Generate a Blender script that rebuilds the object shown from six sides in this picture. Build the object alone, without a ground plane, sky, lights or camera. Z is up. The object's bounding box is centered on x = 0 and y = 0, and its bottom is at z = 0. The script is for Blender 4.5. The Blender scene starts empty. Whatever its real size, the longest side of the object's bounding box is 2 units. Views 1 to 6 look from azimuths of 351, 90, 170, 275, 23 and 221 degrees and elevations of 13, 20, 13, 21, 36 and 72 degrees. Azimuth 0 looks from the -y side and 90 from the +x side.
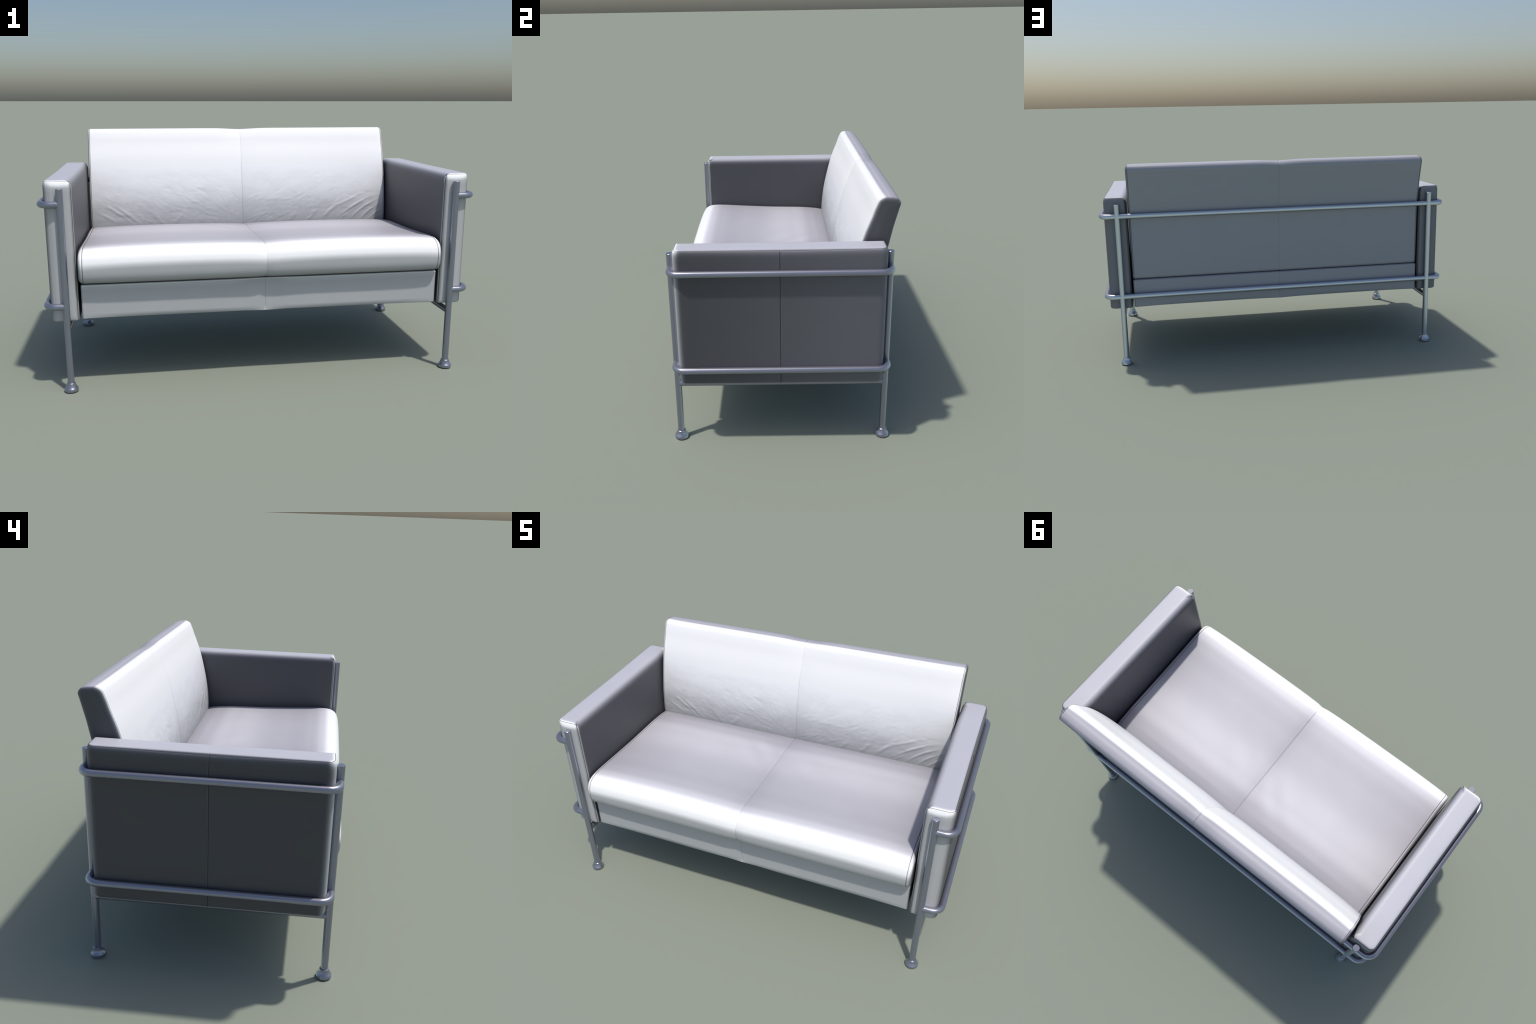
"""Two-seat leather sofa: box cushions held in an open tubular metal frame.

Built from lofted cushions (rings of a side profile carried along x), two
upholstered arm boxes (rounded rectangles stacked along z), round legs with
turned feet, and bent tubes swept along rounded paths.
Metres, z up, front towards -y.
"""
import bpy
import math
import numpy as np

# ------------------------------------------------------------------ sizes
LEG_X, LEG_FRONT, LEG_BACK = 0.899, -0.4805, 0.462
LEG_TOP, LEG_R, TUBE_R = 0.920, 0.0153, 0.0150
RAIL_HIGH, RAIL_LOW, BAR_Z = 0.8532, 0.3975, 0.2890
RAIL_X, BEND = 0.985, 0.045
ARM_IN, ARM_OUT, ARM_FRONT, ARM_BACK = 0.8470, 0.9715, -0.4625, 0.4430
ARM_BOTTOM = 0.3225
SEAM_Y = -0.0108


# ------------------------------------------------------------------ helpers
def smooth_curve(points, step):
    """Closed or open polyline -> Catmull-Rom curve resampled at an even step."""
    p = np.array(points, float)
    q = np.vstack([2 * p[0] - p[1], p, 2 * p[-1] - p[-2]])
    out = []
    for i in range(1, len(q) - 2):
        a, b, c, d = q[i - 1], q[i], q[i + 1], q[i + 2]
        # centripetal parametrisation: no overshoot at uneven spacing
        t1 = np.linalg.norm(b - a) ** 0.5
        t2 = t1 + np.linalg.norm(c - b) ** 0.5
        t3 = t2 + np.linalg.norm(d - c) ** 0.5
        for t in np.linspace(t1, t2, 24, endpoint=False):
            a1 = (t1 - t) / t1 * a + t / t1 * b
            a2 = (t2 - t) / (t2 - t1) * b + (t - t1) / (t2 - t1) * c
            a3 = (t3 - t) / (t3 - t2) * c + (t - t2) / (t3 - t2) * d
            b1 = (t2 - t) / t2 * a1 + t / t2 * a2
            b2 = (t3 - t) / (t3 - t1) * a2 + (t - t1) / (t3 - t1) * a3
            out.append((t2 - t) / (t2 - t1) * b1 + (t - t1) / (t2 - t1) * b2)
    out.append(p[-1])
    out = np.array(out)
    s = np.concatenate([[0], np.cumsum(np.linalg.norm(np.diff(out, axis=0), axis=1))])
    n = max(4, int(round(s[-1] / step)))
    t = np.linspace(0, s[-1], n + 1)
    return np.column_stack([np.interp(t, s, out[:, k]) for k in range(out.shape[1])])


def ring_normals(p):
    """Outward 2D normals of a closed ring that runs with its inside on the right."""
    d = np.roll(p, -1, 0) - np.roll(p, 1, 0)
    n = np.column_stack([-d[:, 1], d[:, 0]])
    n /= np.linalg.norm(n, axis=1, keepdims=True) + 1e-12
    area = np.sum(p[:, 0] * np.roll(p[:, 1], -1) - np.roll(p[:, 0], -1) * p[:, 1])
    return n if area < 0 else -n


def add_object(name, verts, faces, material, parent=None, flat_above=None):
    me = bpy.data.meshes.new(name)
    me.from_pydata([tuple(v) for v in verts], [], faces)
    me.validate()
    import bmesh
    bm = bmesh.new()
    bm.from_mesh(me)
    bmesh.ops.recalc_face_normals(bm, faces=bm.faces)
    bm.to_mesh(me)
    bm.free()
    me.polygons.foreach_set("use_smooth", [True] * len(me.polygons))
    if flat_above:
        me.set_sharp_from_angle(angle=math.radians(flat_above))
    me.materials.append(material)
    ob = bpy.data.objects.new(name, me)
    bpy.context.scene.collection.objects.link(ob)
    if parent:
        ob.parent = parent
    return ob


def loft(name, rings, material, parent=None, flat_above=None):
    """Skin a list of equally long closed rings and close both ends."""
    n = len(rings[0])
    verts = np.vstack(rings)
    faces = []
    for r in range(len(rings) - 1):
        a, b = r * n, (r + 1) * n
        for i in range(n):
            j = (i + 1) % n
            faces.append((a + i, a + j, b + j, b + i))
    faces.append(tuple(range(n)))
    last = (len(rings) - 1) * n
    faces.append(tuple(range(last + n - 1, last - 1, -1)))
    return add_object(name, verts, faces, material, parent, flat_above)


def stations(lo, hi, step, tight):
    """Positions from lo to hi, much closer together around each seam."""
    xs = list(np.arange(lo, hi + 1e-9, step)) + [hi]
    for t in tight:
        xs += list(t + np.linspace(-0.008, 0.008, 17))
        xs += list(t + np.linspace(-0.03, 0.03, 13))
    xs = np.unique(np.round([x for x in xs if lo - 1e-9 <= x <= hi + 1e-9], 5))
    keep = [xs[0]]
    for x in xs[1:]:
        if x - keep[-1] > 0.0007:
            keep.append(x)
    keep[-1] = hi
    return np.array(keep)


def groove(d, depth, width):
    return -depth * np.exp(-(d / width) ** 2)


def sweep(name, path, radius, material, parent=None, sides=14):
    """Round tube along a polyline that stays in a horizontal plane or is straight."""
    p = np.array(path, float)
    d = np.gradient(p, axis=0)
    d /= np.linalg.norm(d, axis=1, keepdims=True)
    up = np.array([0, 0, 1.0]) if abs(d[0, 2]) < 0.9 else np.array([0, 1.0, 0])
    rings = []
    for c, t in zip(p, d):
        s = np.cross(t, up)
        s /= np.linalg.norm(s)
        u = np.cross(s, t)
        a = np.arange(sides) * math.tau / sides
        rings.append(c + radius * (np.outer(np.cos(a), s) + np.outer(np.sin(a), u)))
    return loft(name, rings, material, parent, flat_above=60)


def thread(path, radius, parent, closed=False, sides=6, material=None):
    """Thin stitched seam line along any path (parallel-transported frame)."""
    p = np.array(path, float)
    d = (np.roll(p, -1, 0) - np.roll(p, 1, 0)) if closed else np.gradient(p, axis=0)
    d /= np.linalg.norm(d, axis=1, keepdims=True) + 1e-12
    u = np.cross(d[0], [0.31, 0.52, 0.79])
    rings = []
    for c, t in zip(p, d):
        u = u - t * np.dot(u, t)
        u /= np.linalg.norm(u)
        v = np.cross(t, u)
        a = np.arange(sides) * math.tau / sides
        rings.append(c + radius * (np.outer(np.cos(a), u) + np.outer(np.sin(a), v)))
    if closed:
        rings.append(rings[0].copy())
    return loft("seam", rings, material or THREAD, parent)


def lathe(name, profile, centre, material, parent=None, sides=40, turn=0.0, flat_above=40):
    a = np.arange(sides) * math.tau / sides + turn
    rings = [np.column_stack([centre[0] + r * np.cos(a), centre[1] + r * np.sin(a), np.full(sides, z)]) for r, z in profile]
    return loft(name, rings, material, parent, flat_above)


# ------------------------------------------------------------------ materials
def nodes_of(name):
    m = bpy.data.materials.new(name)
    m.use_nodes = True
    t = m.node_tree
    t.nodes.clear()
    out = t.nodes.new("ShaderNodeOutputMaterial")
    bsdf = t.nodes.new("ShaderNodeBsdfPrincipled")
    t.links.new(bsdf.outputs[0], out.inputs[0])
    return m, t, bsdf


def math_node(t, op, a, b=None, clamp=False):
    n = t.nodes.new("ShaderNodeMath")
    n.operation, n.use_clamp = op, clamp
    for i, v in enumerate((a, b)):
        if v is None:
            continue
        if isinstance(v, (int, float)):
            n.inputs[i].default_value = v
        else:
            t.links.new(v, n.inputs[i])
    return n.outputs[0]


def scaled(t, colour, factor):
    n = t.nodes.new("ShaderNodeVectorMath")
    n.operation = "SCALE"
    n.inputs[0].default_value = colour
    t.links.new(factor, n.inputs["Scale"])
    return n.outputs[0]


def added(t, a, b):
    n = t.nodes.new("ShaderNodeVectorMath")
    n.operation = "ADD"
    t.links.new(a, n.inputs[0])
    t.links.new(b, n.inputs[1])
    return n.outputs[0]


TONES = dict(  # base colours hold baked lighting, one value per facing direction
    front=(0.48, 0.49, 0.51), top=(0.64, 0.63, 0.675), edge=(0.97, 0.98, 0.99),  # edge: highlight lightened into the front-up rolls
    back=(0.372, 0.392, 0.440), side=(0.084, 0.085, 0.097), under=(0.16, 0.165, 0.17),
    behind=(-0.38, -0.38, -0.40), lean=(-2.0, -2.0, -1.95), flank=(-0.9, -0.9, -0.9),  # negative terms darken tops that tilt away from the baked light
)
ARM_TONES = dict(TONES, top=(0.55, 0.55, 0.605), front=(0.50, 0.51, 0.525), back=(0.24, 0.25, 0.28), lean=(0.0, 0.0, 0.0), flank=(0.0, 0.0, 0.0))  # arm set: same lighting in the colour, rear dimmed further


def map_range(t, value, lo, hi, out_lo, out_hi):
    n = t.nodes.new("ShaderNodeMapRange")
    n.interpolation_type = "SMOOTHSTEP"
    for k, v in (("From Min", lo), ("From Max", hi), ("To Min", out_lo), ("To Max", out_hi)):
        n.inputs[k].default_value = v
    t.links.new(value, n.inputs["Value"])
    return n.outputs[0]


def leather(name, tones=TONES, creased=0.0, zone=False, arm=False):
    """Pale leather with light and shade baked into its colour by normal: bright fronts,
    highlit front rolls, mid-grey tops, darkened flanks and a shaded back."""
    m, t, bsdf = nodes_of(name)
    geo = t.nodes.new("ShaderNodeNewGeometry")
    sep = t.nodes.new("ShaderNodeSeparateXYZ")
    t.links.new(geo.outputs["Normal"], sep.inputs[0])
    co = t.nodes.new("ShaderNodeTexCoord")
    place = t.nodes.new("ShaderNodeSeparateXYZ")
    t.links.new(co.outputs["Object"], place.inputs[0])
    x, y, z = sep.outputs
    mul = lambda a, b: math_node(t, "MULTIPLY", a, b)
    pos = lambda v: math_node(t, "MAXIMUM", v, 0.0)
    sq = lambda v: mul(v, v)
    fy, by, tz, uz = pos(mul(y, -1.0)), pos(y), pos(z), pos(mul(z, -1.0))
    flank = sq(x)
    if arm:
        # shading drawn into flank colour: inner darkest, right outer brightened towards the back
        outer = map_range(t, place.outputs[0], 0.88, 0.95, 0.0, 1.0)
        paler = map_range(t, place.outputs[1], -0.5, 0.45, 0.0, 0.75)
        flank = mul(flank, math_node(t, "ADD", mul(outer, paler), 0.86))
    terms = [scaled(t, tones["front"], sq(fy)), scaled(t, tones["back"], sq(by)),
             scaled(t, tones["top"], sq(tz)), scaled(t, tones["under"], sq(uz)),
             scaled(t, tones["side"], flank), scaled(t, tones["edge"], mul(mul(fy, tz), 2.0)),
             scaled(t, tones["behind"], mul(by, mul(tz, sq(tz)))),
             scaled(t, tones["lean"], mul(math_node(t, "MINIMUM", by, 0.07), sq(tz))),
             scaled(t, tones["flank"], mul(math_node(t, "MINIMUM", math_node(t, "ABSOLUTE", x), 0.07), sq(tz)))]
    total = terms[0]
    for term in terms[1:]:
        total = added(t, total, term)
    cloud = t.nodes.new("ShaderNodeTexNoise")
    cloud.inputs["Scale"].default_value, cloud.inputs["Detail"].default_value = 9.0, 5.0
    t.links.new(co.outputs["Object"], cloud.inputs["Vector"])
    tint = math_node(t, "MULTIPLY_ADD", cloud.outputs["Fac"], 0.06)
    t.nodes[-1].inputs[2].default_value = 0.97
    strength = 0.08 + creased
    if zone:
        # occlusion shade painted grey on the backrest's lower front, mottled by noise
        wisps = t.nodes.new("ShaderNodeTexNoise")
        wisps.inputs["Scale"].default_value, wisps.inputs["Detail"].default_value = 11.0, 9.0
        wisps.inputs["Roughness"].default_value = 0.62
        stretch = t.nodes.new("ShaderNodeMapping")
        stretch.inputs["Rotation"].default_value = (0, 0.5, 0)
        stretch.inputs["Scale"].default_value = (0.7, 1.0, 1.6)
        t.links.new(co.outputs["Object"], stretch.inputs["Vector"])
        t.links.new(stretch.outputs[0], wisps.inputs["Vector"])
        h = math_node(t, "ADD", place.outputs[2], mul(math_node(t, "SUBTRACT", wisps.outputs["Fac"], 0.5), 0.24))
        fleck = t.nodes.new("ShaderNodeTexNoise")
        fleck.inputs["Scale"].default_value, fleck.inputs["Detail"].default_value = 48.0, 7.0
        fleck.inputs["Roughness"].default_value = 0.7
        t.links.new(stretch.outputs[0], fleck.inputs["Vector"])
        painted_shade = mul(sq(fy), map_range(t, h, 0.59, 0.96, 0.31, 0.0))
        painted_shade = mul(painted_shade, math_node(t, "ADD", mul(fleck.outputs["Fac"], 1.1), 0.45))
        tint = mul(tint, math_node(t, "SUBTRACT", 1.0, painted_shade))
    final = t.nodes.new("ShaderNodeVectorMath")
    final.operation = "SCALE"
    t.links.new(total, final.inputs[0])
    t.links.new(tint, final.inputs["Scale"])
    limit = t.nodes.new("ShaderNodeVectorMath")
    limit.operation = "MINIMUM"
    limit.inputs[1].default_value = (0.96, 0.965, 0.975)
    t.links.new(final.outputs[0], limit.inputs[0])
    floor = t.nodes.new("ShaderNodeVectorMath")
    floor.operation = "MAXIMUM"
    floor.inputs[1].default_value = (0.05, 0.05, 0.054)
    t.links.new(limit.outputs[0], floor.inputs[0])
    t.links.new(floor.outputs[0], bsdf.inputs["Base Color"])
    bsdf.inputs["Roughness"].default_value = 0.45
    bsdf.inputs["Specular IOR Level"].default_value = 0.45
    grain = t.nodes.new("ShaderNodeTexNoise")
    grain.inputs["Scale"].default_value, grain.inputs["Detail"].default_value = (70.0, 6.0) if zone else (190.0, 3.0)
    t.links.new(co.outputs["Object"], grain.inputs["Vector"])
    bump = t.nodes.new("ShaderNodeBump")
    bump.inputs["Strength"].default_value, bump.inputs["Distance"].default_value = strength, 0.002
    t.links.new(grain.outputs["Fac"], bump.inputs["Height"])
    if zone:
        # the fine grain only shows on the slack lower half
        t.links.new(mul(map_range(t, h, 0.66, 0.95, 1.0, 0.12), strength), bump.inputs["Strength"])
    t.links.new(bump.outputs[0], bsdf.inputs["Normal"])
    return m


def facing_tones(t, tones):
    """Base colour tinted for light and shade by which way the surface faces."""
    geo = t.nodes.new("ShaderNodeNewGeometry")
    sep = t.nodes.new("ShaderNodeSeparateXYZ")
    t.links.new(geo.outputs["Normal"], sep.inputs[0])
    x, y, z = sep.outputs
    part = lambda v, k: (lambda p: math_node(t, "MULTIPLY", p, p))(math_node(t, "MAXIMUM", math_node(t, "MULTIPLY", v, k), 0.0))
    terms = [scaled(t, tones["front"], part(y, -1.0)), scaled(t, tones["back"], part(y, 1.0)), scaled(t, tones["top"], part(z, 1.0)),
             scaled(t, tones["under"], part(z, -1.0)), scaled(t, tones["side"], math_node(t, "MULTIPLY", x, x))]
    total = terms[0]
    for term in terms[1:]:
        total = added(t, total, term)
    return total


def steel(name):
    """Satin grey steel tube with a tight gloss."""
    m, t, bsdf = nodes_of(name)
    tones = dict(front=(0.30, 0.325, 0.40), back=(0.78, 0.87, 0.95), top=(0.40, 0.40, 0.46), under=(0.24, 0.245, 0.275), side=(0.305, 0.315, 0.385))  # tube colour lightened at the rear, darkened in front, after baked reflections
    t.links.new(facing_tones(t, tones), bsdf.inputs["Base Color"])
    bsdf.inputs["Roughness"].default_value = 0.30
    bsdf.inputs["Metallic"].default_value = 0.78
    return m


def plain(name, colour, roughness, metallic=0.0):
    m, t, bsdf = nodes_of(name)
    bsdf.inputs["Base Color"].default_value = (*colour, 1)
    bsdf.inputs["Roughness"].default_value = roughness
    bsdf.inputs["Metallic"].default_value = metallic
    return m


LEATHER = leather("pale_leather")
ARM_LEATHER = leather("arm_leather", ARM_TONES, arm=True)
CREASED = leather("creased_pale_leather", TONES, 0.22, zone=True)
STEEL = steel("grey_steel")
CAP = plain("polished_cap", (0.36, 0.38, 0.45), 0.08, 0.8)
THREAD = plain("grey_thread", (0.20, 0.20, 0.205), 0.6)
DARK_THREAD = plain("dark_thread", (0.035, 0.035, 0.038), 0.7)


# ------------------------------------------------------------------ cushions
def cushion(name, profile, seam_x, cap_bulge, spine, shape, material, parent, step=0.012, cap_steps=9, mid_depth=0.0013, stitched=True):
    """Loft a closed (y, z) profile along x with a stitched seam at the middle and
    at each end, then close the ends with softly bulged side panels."""
    nrm = ring_normals(profile)
    xs = stations(-seam_x, seam_x, step, (0.0, -seam_x, seam_x))
    rings = []

    def ring(x, off):
        d = shape(x, profile, nrm) + off
        q = profile + nrm * d[:, None]
        return np.column_stack([np.full(len(q), x), q])

    body = [ring(x, groove(x, mid_depth, 0.0018) + groove(abs(x) - seam_x, 0.0025, 0.002)) for x in xs]
    edge = profile + nrm * shape(seam_x, profile, nrm)[:, None]
    centre = spine(edge)
    reach = np.linalg.norm(centre - edge, axis=1, keepdims=True)
    cap = []
    for k in range(cap_steps):
        a = (k + 1) / cap_steps
        inset = 0.022 * (1 - math.cos(a * math.pi / 2))            # quarter round
        rise = cap_bulge * math.sin(a * math.pi / 2)
        f = np.minimum(inset / np.maximum(reach, 1e-6), 0.9)
        cap.append((edge + (centre - edge) * f, rise))
    f0 = np.minimum(0.022 / np.maximum(reach, 1e-6), 0.9)
    for f in (0.25, 0.5, 0.75, 0.95):
        cap.append((edge + (centre - edge) * (f0 + (0.96 - f0) * f), cap_bulge + 0.0015 * f))
    left = [np.column_stack([np.full(len(q), -seam_x - r), q]) for q, r in reversed(cap)]
    right = [np.column_stack([np.full(len(q), seam_x + r), q]) for q, r in cap]
    rings = left + body + right
    ob = loft(name, rings, material, parent)
    if stitched:
        lift = edge + ring_normals(edge) * -0.0009
        for sx in (-seam_x, seam_x):
            thread(np.column_stack([np.full(len(lift), sx), lift])[::2], 0.0009, ob, closed=True)
    return ob


def half_puff(x, seam_x):
    """0 at the middle seam and at the end seams, 1 over most of each half."""
    t = min(abs(x) / seam_x, 1.0)
    return 1 - (2 * t - 1) ** 6


# ---- seat
seat_points = [
    (0.318, 0.545), (0.316, 0.585), (0.303, 0.604), (0.275, 0.6125), (0.24, 0.6175), (0.17, 0.6235), (0.08, 0.6265), (-0.066, 0.6305),
    (-0.226, 0.639), (-0.345, 0.6462), (-0.405, 0.6482), (-0.4426, 0.6455), (-0.472, 0.636), (-0.491, 0.619),
    (-0.5025, 0.594), (-0.5065, 0.567), (-0.5045, 0.538), (-0.497, 0.517), (-0.484, 0.503), (-0.466, 0.497), (-0.43, 0.4955),
    (-0.20, 0.495), (0.10, 0.495), (0.28, 0.495), (0.306, 0.501), (0.316, 0.518), (0.318, 0.545)]
seat_profile = smooth_curve(seat_points, 0.008)[:-1]
SEAT_X = 0.8205


def seat_shape(x, p, n):
    puff = half_puff(x, SEAT_X)
    pinch = 0.0025 * math.exp(-(x / 0.022) ** 2) * np.clip(-n[:, 0] + 0.25, 0, 1)
    up = np.clip(n[:, 1], 0, 1) * np.clip((0.33 - p[:, 0]) / 0.1, 0, 1)
    t = abs(x) / SEAT_X
    crown = up * (0.003 * puff + 0.007 * np.sin(math.pi * np.clip(t, 0, 1)) ** 0.8)
    front = 0.003 * puff * np.clip(-n[:, 0], 0, 1)
    # shallow creases running back from the front roll
    crease = 0.0003 * puff * up * (
        np.sin(31 * x + 24 * p[:, 0] + 1.3 * np.sin(9 * p[:, 0] + 7 * x)) * np.exp(-((p[:, 0] - 0.10) / 0.16) ** 2) * (0.5 + 0.5 * np.sin(6.1 * x + 1.0)))
    return crown + front + crease - pinch


def seat_spine(edge):
    y = np.clip(edge[:, 0], -0.445, 0.26)
    return np.column_stack([y, np.full(len(y), 0.567)])


# ---- backrest
back_points = [
    (0.370, 0.4868), (0.325, 0.489), (0.304, 0.500), (0.2965, 0.53), (0.2955, 0.57), (0.2955, 0.6138), (0.298, 0.664), (0.3065, 0.7476),
    (0.3275, 0.857), (0.3575, 0.975), (0.387, 1.054), (0.4035, 1.100), (0.4165, 1.1245), (0.4365, 1.1340), (0.456, 1.1342),
    (0.479, 1.1322), (0.4985, 1.1262), (0.5095, 1.1085), (0.5040, 1.083), (0.4862, 1.0149), (0.466, 0.930), (0.454, 0.880), (0.4485, 0.845), (0.4455, 0.79),
    (0.443, 0.66), (0.4405, 0.52), (0.4375, 0.497), (0.425, 0.4875), (0.370, 0.4868)]
back_profile = smooth_curve(back_points, 0.0045)[:-1]
BACK_X = 0.830


def folds(x, z):
    """Slack folds fanning up from the lower corners of the backrest."""
    h = np.zeros_like(z)
    fold = lambda u, v, cx, cz, ang, ln, wd, hgt, bend: (
        lambda a, b: hgt * np.exp(-(a / ln) ** 2) * np.exp(-((b - bend * a * a) / wd) ** 2))(
        (u - cx) * math.cos(ang) + (v - cz) * math.sin(ang), -(u - cx) * math.sin(ang) + (v - cz) * math.cos(ang))
    for cx, cz, deg, ln, wd, hgt, bend in RIGHT_FOLDS:
        h += 1.15 * fold(x, z, cx, cz, math.radians(deg), ln, wd, hgt, bend)
    for cx, cz, deg, ln, wd, hgt, bend in LEFT_FOLDS:
        h += fold(x, z, cx, cz, math.radians(deg), ln, wd, hgt, bend)
    low = np.clip((0.95 - z) / 0.18, 0, 1)
    for cx, cz, deg, ln, wd, hgt, bend in SLACK:
        h += 0.42 * low * fold(x, z, cx, cz, math.radians(deg), ln, wd, hgt, bend)
    return 0.42 * h


RIGHT_FOLDS = [
    (0.655, 0.700, 30, 0.085, 0.0062, 0.0028, -0.6), (0.70, 0.682, 34, 0.075, 0.0055, 0.0030, -1.2), (0.735, 0.662, 38, 0.060, 0.0055, 0.0028, -1.6),
    (0.61, 0.727, 24, 0.090, 0.0075, 0.0020, -0.3), (0.765, 0.640, 42, 0.045, 0.0055, 0.0022, -1.6), (0.50, 0.665, 42, 0.055, 0.0100, 0.0022, -0.5), (0.40, 0.648, 50, 0.045, 0.0100, 0.0020, 0.0),
    (0.29, 0.645, 52, 0.040, 0.0110, 0.0016, 0.0)]
LEFT_FOLDS = [
    (-0.70, 0.690, -34, 0.065, 0.0075, 0.0022, -0.6), (-0.64, 0.678, -38, 0.060, 0.0080, 0.0024, -0.4), (-0.745, 0.660, -30, 0.045, 0.0070, 0.0018, -0.6),
    (-0.47, 0.645, -45, 0.045, 0.0110, 0.0016, 0.0), (-0.36, 0.648, 48, 0.040, 0.0110, 0.0016, 0.0)]
_rng = np.random.default_rng(7)


def crinkle(s):
    """One short crinkle; they crowd towards the bottom and rise to the outer edge."""
    u = _rng.uniform(0.05, 0.81)
    z = 0.625 + 0.30 * _rng.beta(1.1, 1.7)
    return (s * u, z, s * _rng.normal(24, 16), _rng.uniform(0.014, 0.045), _rng.uniform(0.0040, 0.0075), _rng.choice([-1, 1]) * _rng.uniform(0.0008, 0.0018), _rng.uniform(-2, 2))


SLACK = [crinkle(s) for s in (1, -1) for _ in range(120)]


def back_shape(x, p, n):
    puff = half_puff(x, BACK_X)
    top = np.clip(n[:, 1], 0, 1)
    front = np.clip(-n[:, 0], 0, 1)
    rear = np.clip(n[:, 0], 0, 1)
    dip = 0.0055 * math.exp(-(x / 0.085) ** 2) * top * np.clip((p[:, 1] - 1.05) / 0.06, 0, 1)
    f = 0.0065 * puff * front + folds(np.full(len(p), x), p[:, 1]) * front * (front > 0.7) * np.clip((BACK_X - abs(x)) / 0.03, 0, 1)
    return f - dip + 0.0025 * (puff - 1) * rear * np.clip((p[:, 1] - 0.9) / 0.1, 0, 1)


_fz = back_profile[:, 1]


def back_spine(edge):
    z = np.clip(edge[:, 1], 0.545, 1.085)
    yc = np.interp(z, [0.545, 0.61, 0.75, 0.857, 0.975, 1.085], [0.367, 0.369, 0.376, 0.388, 0.416, 0.450])
    return np.column_stack([yc, z])


# ---- upholstered base under the seat
def rounded_box_profile(y0, y1, z0, z1, r, step=0.02):
    pts = []
    for cy, cz, a0 in ((y0 + r, z0 + r, 270), (y0 + r, z1 - r, 180), (y1 - r, z1 - r, 90), (y1 - r, z0 + r, 0)):
        for k in range(7):
            a = math.radians(a0 - 90 * k / 6)
            pts.append((cy + r * math.cos(a), cz + r * math.sin(a)))
    pts = np.array(pts)
    out = []
    for a, b in zip(pts, np.roll(pts, -1, 0)):
        n = max(1, int(np.linalg.norm(b - a) / step))
        out += [a + (b - a) * k / n for k in range(n)]
    return np.array(out)


base_profile = rounded_box_profile(-0.4525, 0.4455, 0.3265, 0.4855, 0.006)
BASE_X = 0.8335


def base_shape(x, p, n):
    t = min(abs(x) / BASE_X, 1.0)
    arch = 1 - (2 * t - 1) ** 2
    low = np.clip(-n[:, 1], 0, 1)
    return -0.0065 * arch * low  - 0.004 * math.exp(-(x / 0.12) ** 2) * np.clip(-n[:, 0], 0, 1)


def base_spine(edge):
    y = np.clip(edge[:, 0], -0.38, 0.37)
    return np.column_stack([y, np.full(len(y), 0.406)])


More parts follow.
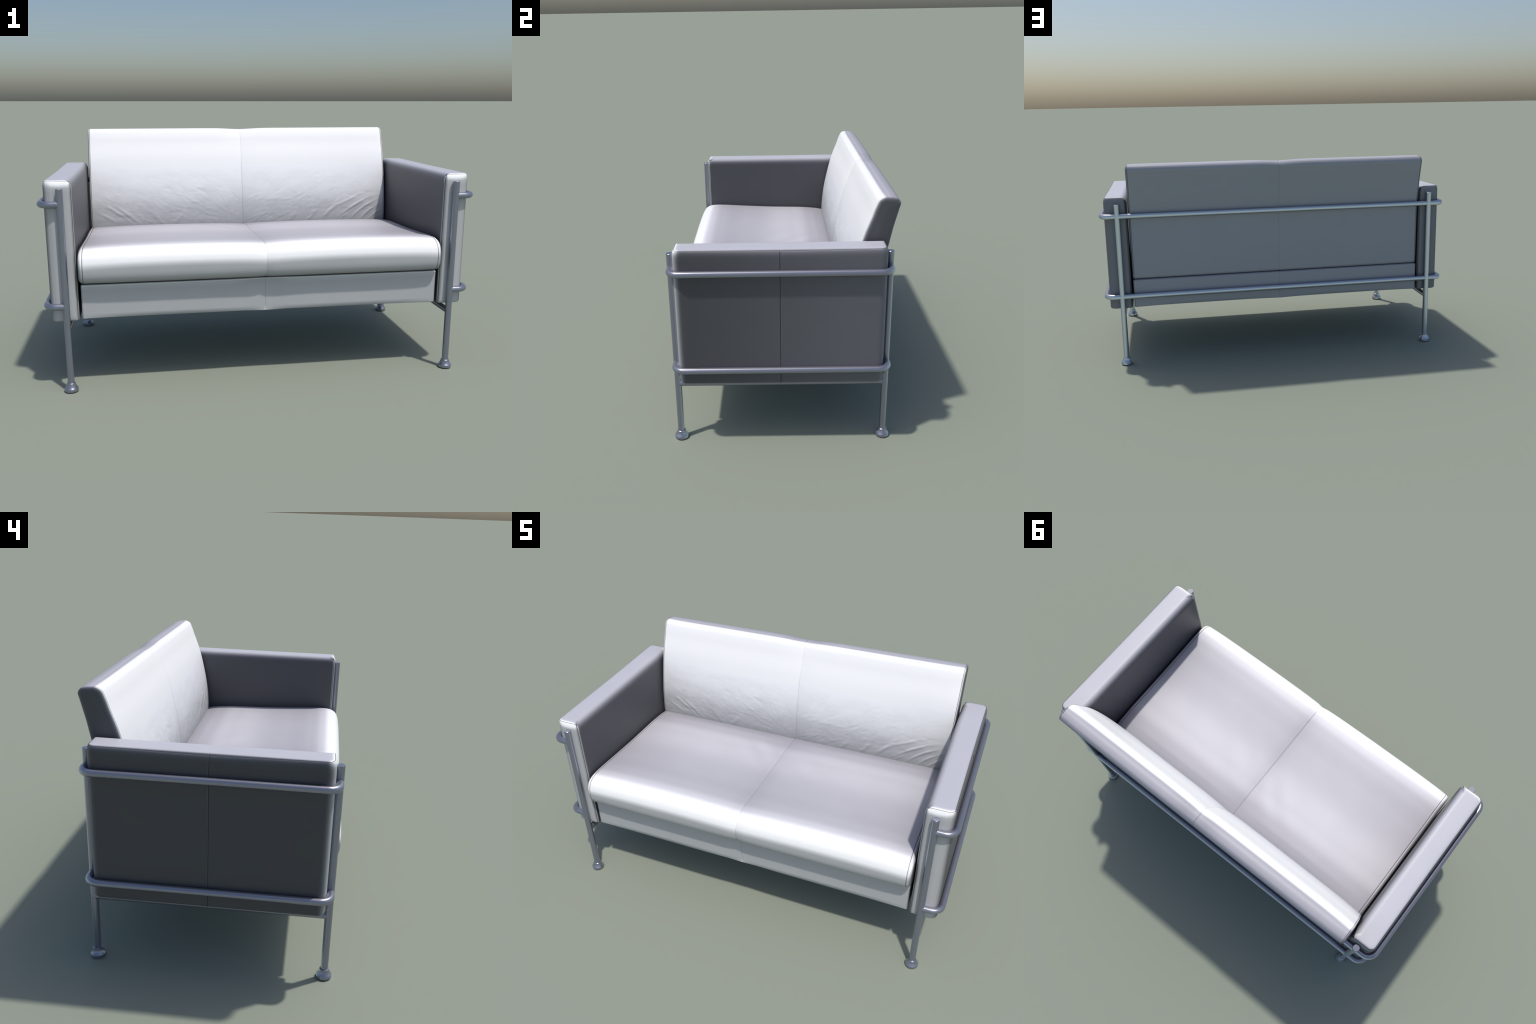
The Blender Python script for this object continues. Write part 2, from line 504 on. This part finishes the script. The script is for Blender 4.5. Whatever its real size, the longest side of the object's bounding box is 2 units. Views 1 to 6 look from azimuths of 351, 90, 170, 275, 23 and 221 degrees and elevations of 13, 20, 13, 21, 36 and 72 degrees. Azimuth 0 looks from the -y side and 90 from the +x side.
# ------------------------------------------------------------------ arms
def arm(side, parent):
    """Upholstered arm box. The front, outer flank and back are one strip sewn to a
    top panel that folds softly down over the inner flank."""
    hx, hy = (ARM_OUT - ARM_IN) / 2, (ARM_BACK - ARM_FRONT) / 2
    cx, cy = (ARM_OUT + ARM_IN) / 2, (ARM_BACK + ARM_FRONT) / 2
    R_OUT, R_IN, NA = 0.031, 0.012, 9

    long = np.concatenate([np.linspace(-1, 1, 61), (SEAM_Y - cy) / (hy - R_OUT) + np.linspace(-0.02, 0.02, 19)])
    long = np.unique(np.round(long, 4))
    long = long[np.concatenate([[True], np.diff(long) > 0.0012])]
    short = np.linspace(-1, 1, 11)

    def ring(inset):
        """x, y, side code (0 outer, 1 back, 2 inner, 3 front), inner weight"""
        a, b = hx - inset, hy - inset
        ro, ri = max(R_OUT - inset, 0.002), max(R_IN - inset, 0.001)
        pts = []

        def arc(px, py, r, a0):
            for k in range(1, NA):
                g = math.radians(a0 + 90 * k / NA)
                w = (abs(math.cos(g)) if math.cos(g) < 0 else 0.0) ** 2
                pts.append((px + r * math.cos(g), py + r * math.sin(g), -1 if r == ro else -2, w))

        for t in long:
            pts.append((a, t * (b - ro), 0, 0.0))
        arc(a - ro, b - ro, ro, 0)
        for t in short:
            pts.append(((a - ro) + (-(a - ri) - (a - ro)) * (t + 1) / 2, b, 1, 0.0))
        arc(-(a - ri), b - ri, ri, 90)
        for t in -long:
            pts.append((-a, t * (b - ri), 2, 1.0))
        arc(-(a - ri), -(b - ri), ri, 180)
        for t in short:
            pts.append((-(a - ri) + ((a - ro) + (a - ri)) * (t + 1) / 2, -b, 3, 0.0))
        arc(a - ro, -(b - ro), ro, 270)
        return np.array(pts)

    sewn = [(0.020, 0.0), (0.0085, 0.0004), (0.0045, 0.0018), (0.0014, 0.0046), (0.0, 0.0090)]
    bottom = [(i, ARM_BOTTOM + d) for i, d in sewn]
    wall = [(0.0, z) for z in np.linspace(ARM_BOTTOM + 0.02, 0.903, 16)]
    top_sewn = [(0.0, 0.922), (0.0006, 0.9325), (0.0020, 0.9405), (0.0038, 0.9462), (0.0053, 0.9494), (0.0061, 0.9505), (0.0068, 0.9493), (0.0076, 0.9512),
                (0.0092, 0.9526), (0.0122, 0.9535), (0.018, 0.9538), (0.025, 0.95395), (0.035, 0.9540), (0.050, 0.9540), (0.0585, 0.9540)]
    top_fold = [(0.0, 0.915), (0.0009, 0.9230), (0.0027, 0.9303), (0.0052, 0.9364), (0.0082, 0.9412), (0.0112, 0.9446), (0.0140, 0.9471), (0.0170, 0.9491),
                (0.0202, 0.9508), (0.0236, 0.9522), (0.0275, 0.9532), (0.032, 0.9538), (0.038, 0.9540), (0.050, 0.9540), (0.0585, 0.9540)]
    rings = []
    for k, (i, z) in enumerate(bottom + wall):
        p = ring(i)
        rings.append(np.column_stack([p[:, 0], p[:, 1], np.full(len(p), z), p[:, 2:]]))
    for (i0, z0), (i1, z1) in zip(top_sewn, top_fold):
        p0, p1 = ring(i0), ring(i1)
        w = p0[:, 3]
        xy = p0[:, :2] * (1 - w[:, None]) + p1[:, :2] * w[:, None]
        rings.append(np.column_stack([xy, z0 * (1 - w) + z1 * w, p0[:, 2:]]))
    out = []
    fold_x, fold_z = np.array([p[0] for p in top_fold]), np.array([p[1] for p in top_fold])
    for r in rings:
        x, y, z, code, w = r.T
        x, y, z = x.copy(), y.copy(), z.copy()
        # the sewn ends follow the soft fold where they reach the inner flank
        z = np.minimum(z, np.interp(x + hx, fold_x, fold_z) + 0.0004)
        tall = np.clip((z - ARM_BOTTOM) / 0.03, 0, 1) * np.clip((0.953 - z) / 0.02, 0, 1)
        outer = code == 0
        x += outer * (groove(y + cy - SEAM_Y, 0.0034, 0.0013)) * tall
        front = code == 3
        y -= front * 0.0035 * (1 - ((x + 0.009) / hx) ** 2).clip(0, 1) * tall
        y += (code == 1) * 0.002 * (1 - ((x + 0.009) / hx) ** 2).clip(0, 1) * tall
        # stitched line down each inner corner
        notch = (code == -2) * np.sin(np.clip(w, 0, 1) * math.pi) * 0.0016 * np.clip((z - ARM_BOTTOM) / 0.01, 0, 1) * np.clip((0.955 - z) / 0.01, 0, 1)
        x += notch
        y -= np.sign(y) * notch
        # the sewn top edge sags a little to the middle seam of the flank
        sag = np.clip((z - 0.90) / 0.045, 0, 1) * np.clip((0.9545 - z) / 0.004, 0, 1) * np.clip(x / hx, 0, 1) ** 2
        z -= 0.007 * sag * np.clip(1 - np.abs(y + cy - SEAM_Y) / hy, 0, 1) ** 0.8
        out.append(np.column_stack([side * (cx + x), cy + y, z]))
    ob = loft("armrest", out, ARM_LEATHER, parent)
    r0 = rings[0]
    n = len(r0)
    code = r0[:, 3]
    k_top = len(bottom) + len(wall) + 6                 # the ring that sits in the top groove
    start = int(np.where(code == 2)[0][-1]) + 1          # leave the inner flank
    around = [(start + k) % n for k in range(n)]
    around = [k for k in around if code[k] != 2]
    thread([out[k_top][k] + np.array([0, 0, 0.0011]) for k in around[::1]], 0.0010, ob, material=DARK_THREAD)
    for code_row in (np.where(code == -2)[0],):
        half = len(code_row) // 2
        for corner in (code_row[:half], code_row[half:]):
            mid = corner[len(corner) // 2]
            thread([out[k][mid] for k in range(2, k_top + 1)], 0.0010, ob, material=DARK_THREAD)
    mid = int(np.argmin(np.abs(out[8][:, 1] - SEAM_Y) + 10 * (code != 0)))
    thread([out[k][mid] + np.array([side * 0.0030, 0, 0]) for k in range(2, k_top + 1)], 0.0010, ob, material=DARK_THREAD)
    return ob


# ------------------------------------------------------------------ frame
def rail_path(side, z):
    """From the front leg, round the flank, to the back leg."""
    sx = side
    pts = [(LEG_X, LEG_FRONT)]
    for k in range(11):
        a = math.radians(-90 + 9 * k)
        pts.append((RAIL_X - BEND + BEND * math.cos(a), LEG_FRONT + BEND + BEND * math.sin(a)))
    mid = np.linspace(LEG_FRONT + BEND, LEG_BACK - BEND, 14)[1:-1]
    pts += [(RAIL_X, y) for y in mid]
    for k in range(11):
        a = math.radians(9 * k)
        pts.append((RAIL_X - BEND + BEND * math.cos(a), LEG_BACK - BEND + BEND * math.sin(a)))
    pts.append((LEG_X, LEG_BACK))
    return [(sx * x, y, z) for x, y in pts]


FOOT = [(0.0285, 0.0), (0.0310, 0.0025), (0.0310, 0.0140), (0.0299, 0.0158), (0.0265, 0.0196), (0.0232, 0.0250), (0.0209, 0.0312), (0.0199, 0.0352),
        (0.0198, 0.0385), (0.0178, 0.0402), (0.0148, 0.0404)]


def build():
    sofa = bpy.data.objects.new("leather_sofa", None)
    bpy.context.scene.collection.objects.link(sofa)
    sofa["label"] = "two-seat pale grey leather sofa in an open tubular steel frame"
    sofa["category"] = "sofa"

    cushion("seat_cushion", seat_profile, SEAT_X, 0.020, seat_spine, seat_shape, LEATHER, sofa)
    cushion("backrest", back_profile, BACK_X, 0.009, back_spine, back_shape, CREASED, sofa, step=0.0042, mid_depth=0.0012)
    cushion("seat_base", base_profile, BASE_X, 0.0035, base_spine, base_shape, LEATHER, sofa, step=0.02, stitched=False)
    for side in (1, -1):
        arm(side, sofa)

    for side in (1, -1):
        for y in (LEG_FRONT, LEG_BACK):
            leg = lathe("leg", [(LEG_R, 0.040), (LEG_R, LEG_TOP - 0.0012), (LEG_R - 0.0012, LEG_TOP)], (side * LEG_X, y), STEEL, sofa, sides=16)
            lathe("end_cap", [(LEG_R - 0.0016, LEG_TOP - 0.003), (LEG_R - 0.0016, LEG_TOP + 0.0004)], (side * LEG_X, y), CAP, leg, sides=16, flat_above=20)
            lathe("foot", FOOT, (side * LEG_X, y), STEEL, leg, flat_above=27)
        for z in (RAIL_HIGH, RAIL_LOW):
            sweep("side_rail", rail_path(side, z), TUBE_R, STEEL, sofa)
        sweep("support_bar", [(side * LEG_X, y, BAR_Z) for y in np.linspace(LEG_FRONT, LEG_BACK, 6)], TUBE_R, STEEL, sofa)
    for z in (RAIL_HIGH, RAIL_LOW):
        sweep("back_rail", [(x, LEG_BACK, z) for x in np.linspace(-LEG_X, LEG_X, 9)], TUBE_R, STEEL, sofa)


build()
